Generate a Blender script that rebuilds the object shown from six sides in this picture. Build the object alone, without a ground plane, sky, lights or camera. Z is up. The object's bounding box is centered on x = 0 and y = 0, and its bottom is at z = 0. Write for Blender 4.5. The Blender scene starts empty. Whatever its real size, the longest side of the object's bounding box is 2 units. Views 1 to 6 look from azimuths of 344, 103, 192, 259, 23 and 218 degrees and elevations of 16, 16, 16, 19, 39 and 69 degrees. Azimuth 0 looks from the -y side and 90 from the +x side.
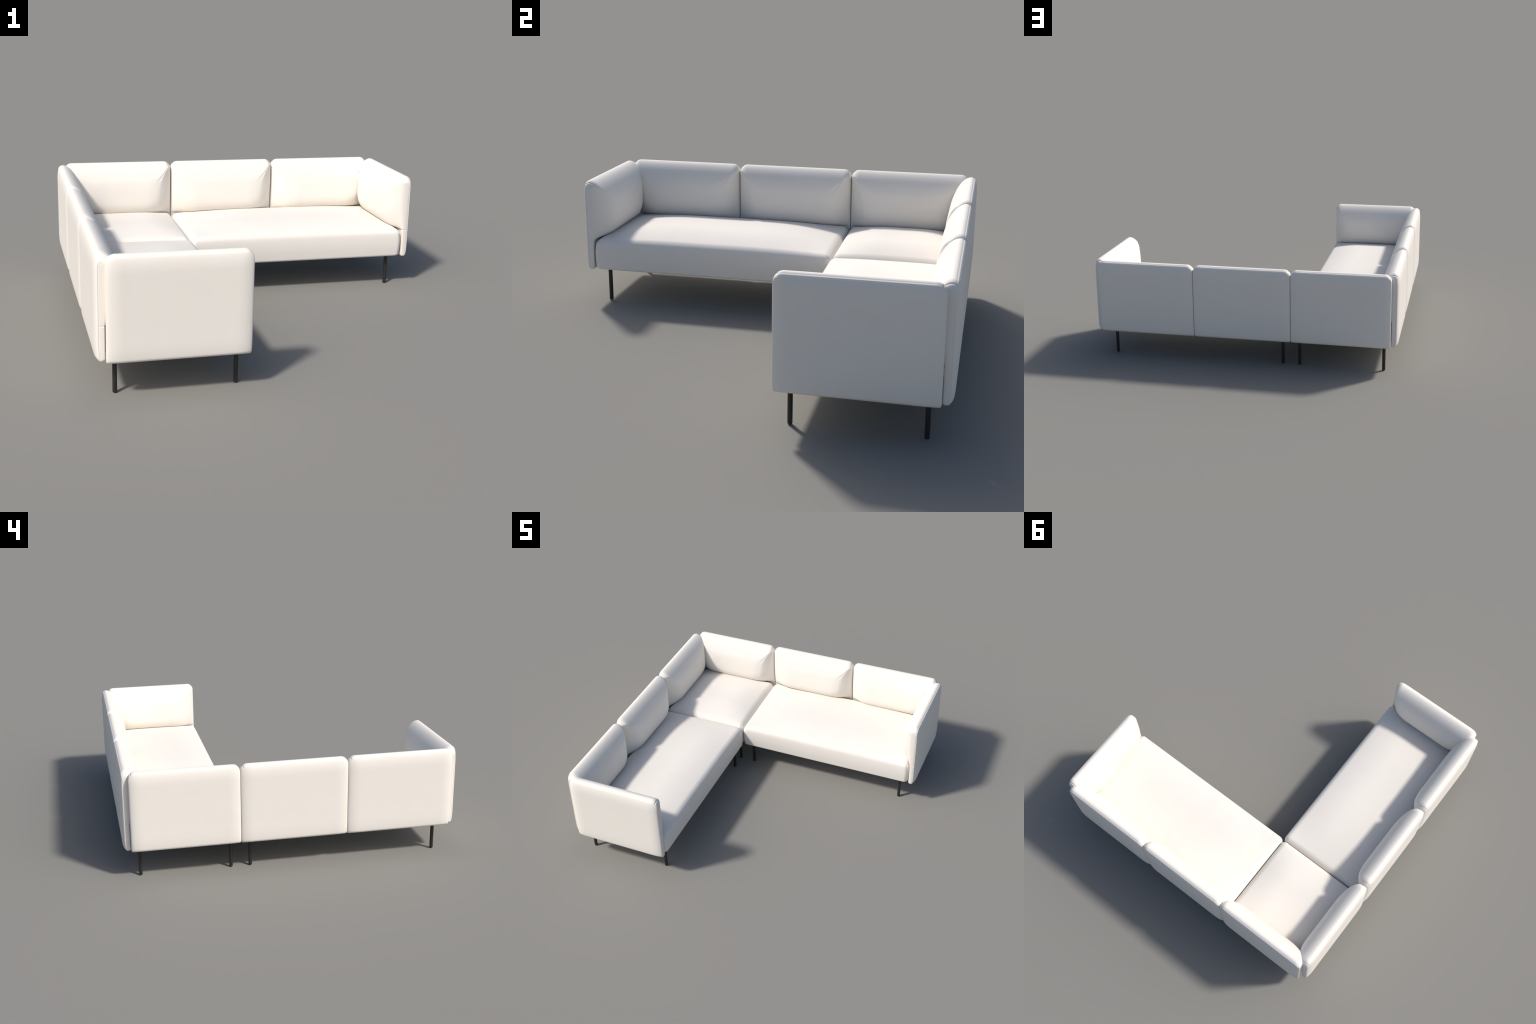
"""Modular L-shaped sofa: three seats inside a ring of eight upholstered panels
(six backrests, two armrests) on thin round black legs."""
import bpy, math
import numpy as np
from mathutils import Matrix

# ------------------------------------------------------------------ sizes (m)
OUTER = 1.0            # outer plane of every panel
PITCH = 0.6365         # panel module
PANEL_LEN = 0.6340     # panel length
PANEL_BOTTOM, PANEL_TOP = 0.1735, 0.653
PANEL_THICK = 0.046    # slab thickness (below the cushion and at the ends)
BULGE = 0.099          # how far the cushion swells inwards beyond the slab
SEAM_Z = 0.335         # horizontal seam under the cushion
RIDGE_U = 0.034        # depth of the top ridge
BAND_U = 0.016         # depth of the seam between back cloth and edge band
TOP_CORNER = 0.042     # radius of the panel's upper corners, seen from the front
SEAT_BOTTOM = 0.178
LEG_RADIUS = 0.0104


# ------------------------------------------------------------------ helpers
def smooth(t):
    t = np.clip(t, 0.0, 1.0)
    return t * t * (3 - 2 * t)


def ellipse_edge(d, width, power=2.0):
    """0 at an edge, 1 from `width` inwards, rounded like a superellipse."""
    t = np.clip(d / width, 0.0, 1.0)
    return (1 - (1 - t) ** power) ** (1 / power)


def smooth_min(a, b, k):
    h = np.clip(0.5 + 0.5 * (b - a) / k, 0, 1)
    return b * (1 - h) + a * h - k * h * (1 - h)


def spread(breaks):
    """Sample positions from (start, end, count) runs, joined."""
    out = []
    for a, b, n in breaks:
        out += list(np.linspace(a, b, n, endpoint=False))
    out.append(breaks[-1][1])
    return np.array(out)


def grid_faces(base, rows, cols, close_cols=False, flip=False):
    faces = []
    last = cols if close_cols else cols - 1
    for i in range(rows - 1):
        for j in range(last):
            k = (j + 1) % cols
            q = (base + i * cols + j, base + i * cols + k,
                 base + (i + 1) * cols + k, base + (i + 1) * cols + j)
            faces.append(q[::-1] if flip else q)
    return faces


def make_mesh(name, verts, faces, material):
    mesh = bpy.data.meshes.new(name)
    mesh.from_pydata([tuple(v) for v in verts], [], faces)
    mesh.validate()
    mesh.polygons.foreach_set("use_smooth", [True] * len(mesh.polygons))
    mesh.materials.append(material)
    mesh.update()
    return mesh


# ------------------------------------------------------------------ materials
def cloth_material():
    mat = bpy.data.materials.new("white_cloth")
    mat.use_nodes = True
    nt = mat.node_tree
    bsdf = nt.nodes["Principled BSDF"]
    coord = nt.nodes.new("ShaderNodeTexCoord")
    mottle = nt.nodes.new("ShaderNodeTexNoise")
    mottle.inputs["Scale"].default_value = 9.0
    mottle.inputs["Detail"].default_value = 4.0
    ramp = nt.nodes.new("ShaderNodeValToRGB")
    ramp.color_ramp.elements[0].position = 0.3
    ramp.color_ramp.elements[0].color = (*CLOTH_A, 1)
    ramp.color_ramp.elements[1].position = 0.7
    ramp.color_ramp.elements[1].color = (*CLOTH_B, 1)
    weave = nt.nodes.new("ShaderNodeTexNoise")
    weave.inputs["Scale"].default_value = 420.0
    weave.inputs["Detail"].default_value = 2.0
    bump = nt.nodes.new("ShaderNodeBump")
    bump.inputs["Strength"].default_value = 0.06
    bump.inputs["Distance"].default_value = 0.001
    nt.links.new(coord.outputs["Object"], mottle.inputs["Vector"])
    nt.links.new(coord.outputs["Object"], weave.inputs["Vector"])
    nt.links.new(mottle.outputs["Fac"], ramp.inputs["Fac"])
    nt.links.new(ramp.outputs["Color"], bsdf.inputs["Base Color"])
    nt.links.new(weave.outputs["Fac"], bump.inputs["Height"])
    nt.links.new(bump.outputs["Normal"], bsdf.inputs["Normal"])
    bsdf.inputs["Roughness"].default_value = 0.85
    bsdf.inputs["Specular IOR Level"].default_value = 0.25
    return mat


def leg_material():
    mat = bpy.data.materials.new("black_steel")
    mat.use_nodes = True
    nt = mat.node_tree
    bsdf = nt.nodes["Principled BSDF"]
    coord = nt.nodes.new("ShaderNodeTexCoord")
    noise = nt.nodes.new("ShaderNodeTexNoise")
    noise.inputs["Scale"].default_value = 60.0
    ramp = nt.nodes.new("ShaderNodeValToRGB")
    ramp.color_ramp.elements[0].color = (0.021, 0.019, 0.0165, 1)
    ramp.color_ramp.elements[1].color = (0.030, 0.027, 0.023, 1)
    nt.links.new(coord.outputs["Object"], noise.inputs["Vector"])
    nt.links.new(noise.outputs["Fac"], ramp.inputs["Fac"])
    nt.links.new(ramp.outputs["Color"], bsdf.inputs["Base Color"])
    bsdf.inputs["Roughness"].default_value = 0.5
    return mat


CLOTH_A = (0.846, 0.798, 0.730)
CLOTH_B = (0.858, 0.811, 0.746)


# ------------------------------------------------------------------ panel
def panel_mesh(material):
    """A panel along local +x (0..PANEL_LEN); local y is the depth u measured
    inwards from the outer plane; z is height.  Lofted from closed sections."""
    L = PANEL_LEN
    half = spread([(0.0, 0.0006, 1), (0.0006, 0.010, 8), (0.010, 0.105, 62),
                   (0.105, 0.19, 18), (0.19, L / 2, 12)])
    s_pos = np.concatenate([half, L - half[-2::-1]])
    # row parameter: fraction of height, denser at the seam and quadratically
    # bunched towards the bottom edge and the top ridge
    low = 0.06 * np.linspace(0, 1, 10, endpoint=False) ** 2
    mid = spread([(0.06, 0.315, 10), (0.315, 0.365, 20), (0.365, 0.70, 22)])
    high = 1 - 0.30 * np.linspace(1, 0, 92)[1:] ** 2
    rows = np.concatenate([low, mid, high])
    n = len(rows)
    height = PANEL_TOP - PANEL_BOTTOM
    verts = []
    for s in s_pos:
        d_end = min(s, L - s)
        # front elevation: rounded upper corners, barely rounded lower ones
        drop = 0.0
        if d_end < TOP_CORNER:
            drop = TOP_CORNER - math.sqrt(max(0, TOP_CORNER ** 2 - (TOP_CORNER - d_end) ** 2))
        lift = 0.0
        if d_end < 0.008:
            lift = 0.008 - math.sqrt(0.008 ** 2 - (0.008 - d_end) ** 2)
        top = PANEL_TOP - drop
        z = PANEL_BOTTOM + rows * height
        z = z - drop * smooth((rows - 0.42) / 0.58) ** 0.75 + lift * (1 - smooth(rows / 0.2))
        d_top = np.maximum(top - z, 0)
        d_bot = np.maximum(z - PANEL_BOTTOM - lift, 0)
        d_endv = np.full(n, d_end)

        # --- outer face: flat, pillowed softly towards its rim, then the edge band
        e_end = ellipse_edge(d_endv, 0.070, 2.0)
        e_top = ellipse_edge(d_top - 0.006, 0.074, 2.0)
        e_bot = ellipse_edge(d_bot, 0.080, 2.0)
        u_o = BAND_U * (1 - e_end * e_top) + 0.009 * (1 - e_bot)
        roll = 1 - ellipse_edge(d_top, 0.012, 2.0)
        u_o = u_o + (RIDGE_U - u_o) * roll
        seam = np.exp(-((d_top - 0.0110) / 0.0013) ** 2)
        u_o = u_o + 0.0010 * seam
        # --- inner face: slab below the seam, swelling cushion above it
        end_round = 0.006 * (1 - ellipse_edge(d_endv, 0.008, 2.0))
        t_end = np.clip(d_endv / 0.17, 0, 1)
        f_end = 0.5 * (1 - (1 - t_end) ** 2) + 0.5 * ellipse_edge(d_endv, 0.17, 2.0)
        f_top = ellipse_edge(d_top, 0.21, 1.75)
        f_bot = ellipse_edge(z - SEAM_Z, 0.098 + 0.10 * (1 - f_end), 2.2 - 0.8 * (1 - f_end[0]))
        slab = PANEL_THICK - end_round
        # depth allowed by the top slope and by the swelling from the end
        depth_top = RIDGE_U + (PANEL_THICK + BULGE - RIDGE_U) * f_top
        depth_end = slab + BULGE * f_end
        k = 0.0012 + 0.030 * smooth((np.minimum(depth_top, depth_end) - 0.09) / 0.05)
        u_i = smooth_min(depth_top, depth_end, k)
        crease = np.exp(-((depth_top - depth_end) / 0.0019) ** 2)
        crease *= smooth((d_endv - 0.012) / 0.008) * (1 - smooth((d_endv - 0.06) / 0.04))
        u_i = u_i - 0.0028 * crease
        u_i = np.where(u_i > slab, slab + (u_i - slab) * f_bot, u_i)
        u_i = np.where(z < SEAM_Z, slab, u_i)
        u_i = u_i - 0.0016 * np.exp(-((z - SEAM_Z) / 0.0028) ** 2)
        u_i = np.maximum(u_i, RIDGE_U)
        # --- rounded underside
        arc_o = 1 - ellipse_edge(d_bot, 0.016, 2.0)
        arc_i = 1 - ellipse_edge(d_bot, 0.012, 2.0)
        u_o = u_o + (0.026 - u_o) * arc_o
        u_i = u_i + (0.034 - u_i) * arc_i
        # --- the mitre goes on over the rounded upper corner to the back seam
        notch = 0.0016 * math.exp(-((d_end - 0.0135) / 0.0022) ** 2)
        notch_o = notch * (1 - smooth((d_top - 0.008) / 0.006))
        notch_i = notch * (1 - smooth((d_top - 0.018) / 0.006))
        z_o, z_i = z - notch_o, z - notch_i
        toward = 1 if s < L / 2 else -1
        sec_out = np.stack([s + toward * notch_o, u_o, z_o], 1)
        sec_in = np.stack([s + toward * notch_i, u_i, z_i], 1)
        verts.append(np.concatenate([sec_out, sec_in[::-1]]))
    verts = np.array(verts)                       # columns x (2n) x 3
    cols = 2 * n
    V = verts.reshape(-1, 3)
    faces = grid_faces(0, len(s_pos), cols, close_cols=True, flip=False)
    extra = []
    # end caps: strips across the thickness, finely cut so seams can be pressed in
    cut = np.array([0.03, 0.06, 0.09, 0.12, 0.15, 0.18, 0.22, 0.30, 0.40, 0.5, 0.6, 0.7, 0.8, 0.9, 0.96])
    base = len(V)
    for end, s in ((0, 0.0), (len(s_pos) - 1, L)):
        sign = 1 if end == 0 else -1
        idx_out = [end * cols + i for i in range(n)]
        idx_in = [end * cols + cols - 1 - i for i in range(n)]
        ladder = [idx_out]
        for c in cut:
            start = base + len(extra)
            p = V[idx_out] * (1 - c) + V[idx_in] * c
            u, zz = p[:, 1], p[:, 2]
            fade = 1 - smooth((zz - 0.600) / 0.01)
            dip = 0.0016 * np.exp(-((c - 0.10) / 0.035) ** 2) * fade
            if c > 0.11:
                dip = np.maximum(dip, 0.0013 * np.exp(-((zz - SEAM_Z) / 0.0026) ** 2))
            puff = 0.0010 * math.sin(math.pi * max(0.0, (c - 0.10) / 0.90)) * fade
            p = p.copy()
            p[:, 0] = s + sign * (dip - puff)
            extra += list(p)
            ladder.append(list(range(start, start + n)))
        ladder.append(idx_in)
        for a, b in zip(ladder[:-1], ladder[1:]):
            for i in range(n - 1):
                q = (a[i], a[i + 1], b[i + 1], b[i])
                faces.append(q[::-1] if end == 0 else q)
    V = np.concatenate([V, np.array(extra)])
    mesh = make_mesh("upholstered_panel", V, faces, material)
    import bmesh
    bm = bmesh.new()
    bm.from_mesh(mesh)
    bmesh.ops.remove_doubles(bm, verts=bm.verts, dist=1e-6)
    bmesh.ops.recalc_face_normals(bm, faces=bm.faces)
    bm.to_mesh(mesh)
    bm.free()
    return mesh


# ------------------------------------------------------------------ seat
def seat_mesh(name, length, depth, material):
    """Block seat centred on x/y: rounded side edges, softly crowned top."""
    hx, hy = length / 2, depth / 2
    plan_r = 0.028

    def axis(h):
        edge = spread([(0.0, 0.012, 6), (0.012, 0.06, 14), (0.06, 0.2, 14), (0.2, h, 16)])
        return np.concatenate([-h + edge, (h - edge[-2::-1])])

    xs, ys = axis(hx), axis(hy)
    nx, ny = len(xs), len(ys)
    X, Y = np.meshgrid(xs, ys, indexing="ij")

    # pull the square's corners onto a rounded plan
    def rounded(X, Y, inset=0.0):
        cx, cy = hx - plan_r, hy - plan_r
        ax, ay = np.abs(X), np.abs(Y)
        ox, oy = np.maximum(ax - cx, 0), np.maximum(ay - cy, 0)
        m = np.maximum(ox, oy)
        r = np.hypot(ox, oy)
        f = np.where(r > 0, m / np.maximum(r, 1e-9), 1)
        return (np.sign(X) * (np.minimum(ax, cx) + ox * f),
                np.sign(Y) * (np.minimum(ay, cy) + oy * f))

    PX, PY = rounded(X, Y)
    dx, dy = hx - np.abs(X), hy - np.abs(Y)
    edge_z, round_h, crown_h = 0.307, 0.033, 0.043
    soft = ellipse_edge(dx, 0.038) * ellipse_edge(dy, 0.038)
    crown = (1 - (1 - np.clip(dx / (0.68 * hx), 0, 1)) ** 2) * (1 - (1 - np.clip(dy / (0.76 * hy), 0, 1)) ** 2)
    Z = edge_z + round_h * soft + crown_h * crown
    verts = np.stack([PX, PY, Z], -1).reshape(-1, 3)
    faces = grid_faces(0, nx, ny, flip=True)

    # rim loop, in order, and side wall rings down to a rounded bottom edge
    rim = ([(i, 0) for i in range(nx)] + [(nx - 1, j) for j in range(1, ny)]
           + [(i, ny - 1) for i in range(nx - 2, -1, -1)] + [(0, j) for j in range(ny - 2, 0, -1)])
    ring_idx = [i * ny + j for i, j in rim]
    ring = verts[ring_idx]
    m = len(rim)
    levels = [(0.296, -0.0013), (0.285, -0.0023), (0.268, -0.0032), (0.25, -0.0035), (0.23, -0.0030), (0.208, -0.0012)]
    r = 0.014
    for a in np.linspace(0, math.pi / 2, 8):
        levels.append((SEAT_BOTTOM + r * (1 - math.sin(a)), r * (1 - math.cos(a))))
    V = list(verts)
    prev = ring_idx
    for z, inset in levels:
        start = len(V)
        for p in ring:
            V.append((p[0] * (1 - inset / hx), p[1] * (1 - inset / hy), z))
        cur = list(range(start, start + m))
        for i in range(m):
            k = (i + 1) % m
            faces.append((prev[i], cur[i], cur[k], prev[k]))
        prev = cur
    faces.append(tuple(prev[::-1]))
    mesh = make_mesh(name, V, faces, material)
    import bmesh
    bm = bmesh.new()
    bm.from_mesh(mesh)
    bmesh.ops.recalc_face_normals(bm, faces=bm.faces)
    bm.to_mesh(mesh)
    bm.free()
    mesh.polygons[-1].use_smooth = False
    return mesh


# ------------------------------------------------------------------ leg
def leg_mesh(material):
    """Round tube, slightly eased at the foot."""
    top = SEAT_BOTTOM + 0.004
    profile = [(0.0, 0.0), (LEG_RADIUS * 0.72, 0.0), (LEG_RADIUS * 0.93, 0.0012),
               (LEG_RADIUS, 0.0036), (LEG_RADIUS, top), (0.0, top)]
    seg = 32
    V, F = [], []
    rings = []
    for r, z in profile:
        if r == 0:
            rings.append([len(V)])
            V.append((0, 0, z))
        else:
            rings.append(list(range(len(V), len(V) + seg)))
            V += [(r * math.cos(2 * math.pi * i / seg), r * math.sin(2 * math.pi * i / seg), z)
                  for i in range(seg)]
    for a, b in zip(rings[:-1], rings[1:]):
        for i in range(seg):
            k = (i + 1) % seg
            if len(a) == 1:
                F.append((a[0], b[k], b[i]))
            elif len(b) == 1:
                F.append((a[i], a[k], b[0]))
            else:
                F.append((a[i], a[k], b[k], b[i]))
    mesh = make_mesh("leg", V, F, material)
    mesh.set_sharp_from_angle(angle=math.radians(40))
    return mesh


# ------------------------------------------------------------------ assembly
cloth, steel = cloth_material(), leg_material()
sofa = bpy.data.objects.new("sectional_sofa", None)
sofa["label"] = "white L-shaped modular sofa with padded backs and thin black legs"
sofa["category"] = "sofa"
bpy.context.scene.collection.objects.link(sofa)


def place(name, mesh, x, y, angle=0.0):
    ob = bpy.data.objects.new(name, mesh)
    ob.parent = sofa
    ob.location = (x, y, 0)
    ob.rotation_euler = (0, 0, angle)
    bpy.context.scene.collection.objects.link(ob)
    return ob


panel = panel_mesh(cloth)
EDGE = 1.5 * PITCH                    # outer ends of the rows of panels
gap = (PITCH - PANEL_LEN) / 2
for i in range(3):
    a = -EDGE + i * PITCH + gap
    # back row: outer plane at y = +1, inwards is -y
    place("backrest", panel, a + PANEL_LEN, OUTER, math.pi)
    # left row: outer plane at x = -1, inwards is +x
    place("backrest", panel, -OUTER, a + PANEL_LEN, -math.pi / 2)
# armrests close both wings
place("armrest", panel, -EDGE + gap, -OUTER, 0.0)
place("armrest", panel, OUTER, EDGE - PITCH + gap, math.pi / 2)

IN = 0.946                            # seats stop just short of the panels
JOIN = EDGE - PITCH                   # module boundary
FRONT = JOIN - 0.0035                 # seat fronts stand a little proud of the panel ends
LONG_END = JOIN - 0.0027              # where a long seat ends towards the corner seat
CORNER_END = JOIN + 0.0023            # and where the corner seat ends
long_seat = seat_mesh("long_seat", IN + LONG_END, IN - FRONT, cloth)
corner_seat = seat_mesh("corner_seat", IN - CORNER_END, IN - CORNER_END, cloth)
mid_long = (IN - LONG_END) / 2
mid_deep = (IN + FRONT) / 2
mid_corner = (IN + CORNER_END) / 2
place("seat", long_seat, mid_long, mid_deep)
place("seat", long_seat, -mid_deep, -mid_long, math.pi / 2)
place("seat", corner_seat, -mid_corner, mid_corner)

leg = leg_mesh(steel)
LEG_X, LEG_Y = (-0.908, -0.364), (0.370, 0.903)
for a in (-0.254, 0.881):
    for y in LEG_Y:
        place("leg", leg, a, y)
    for x in LEG_X:
        place("leg", leg, x, -a)
for x in LEG_X:
    for y in LEG_Y:
        place("leg", leg, x, y)
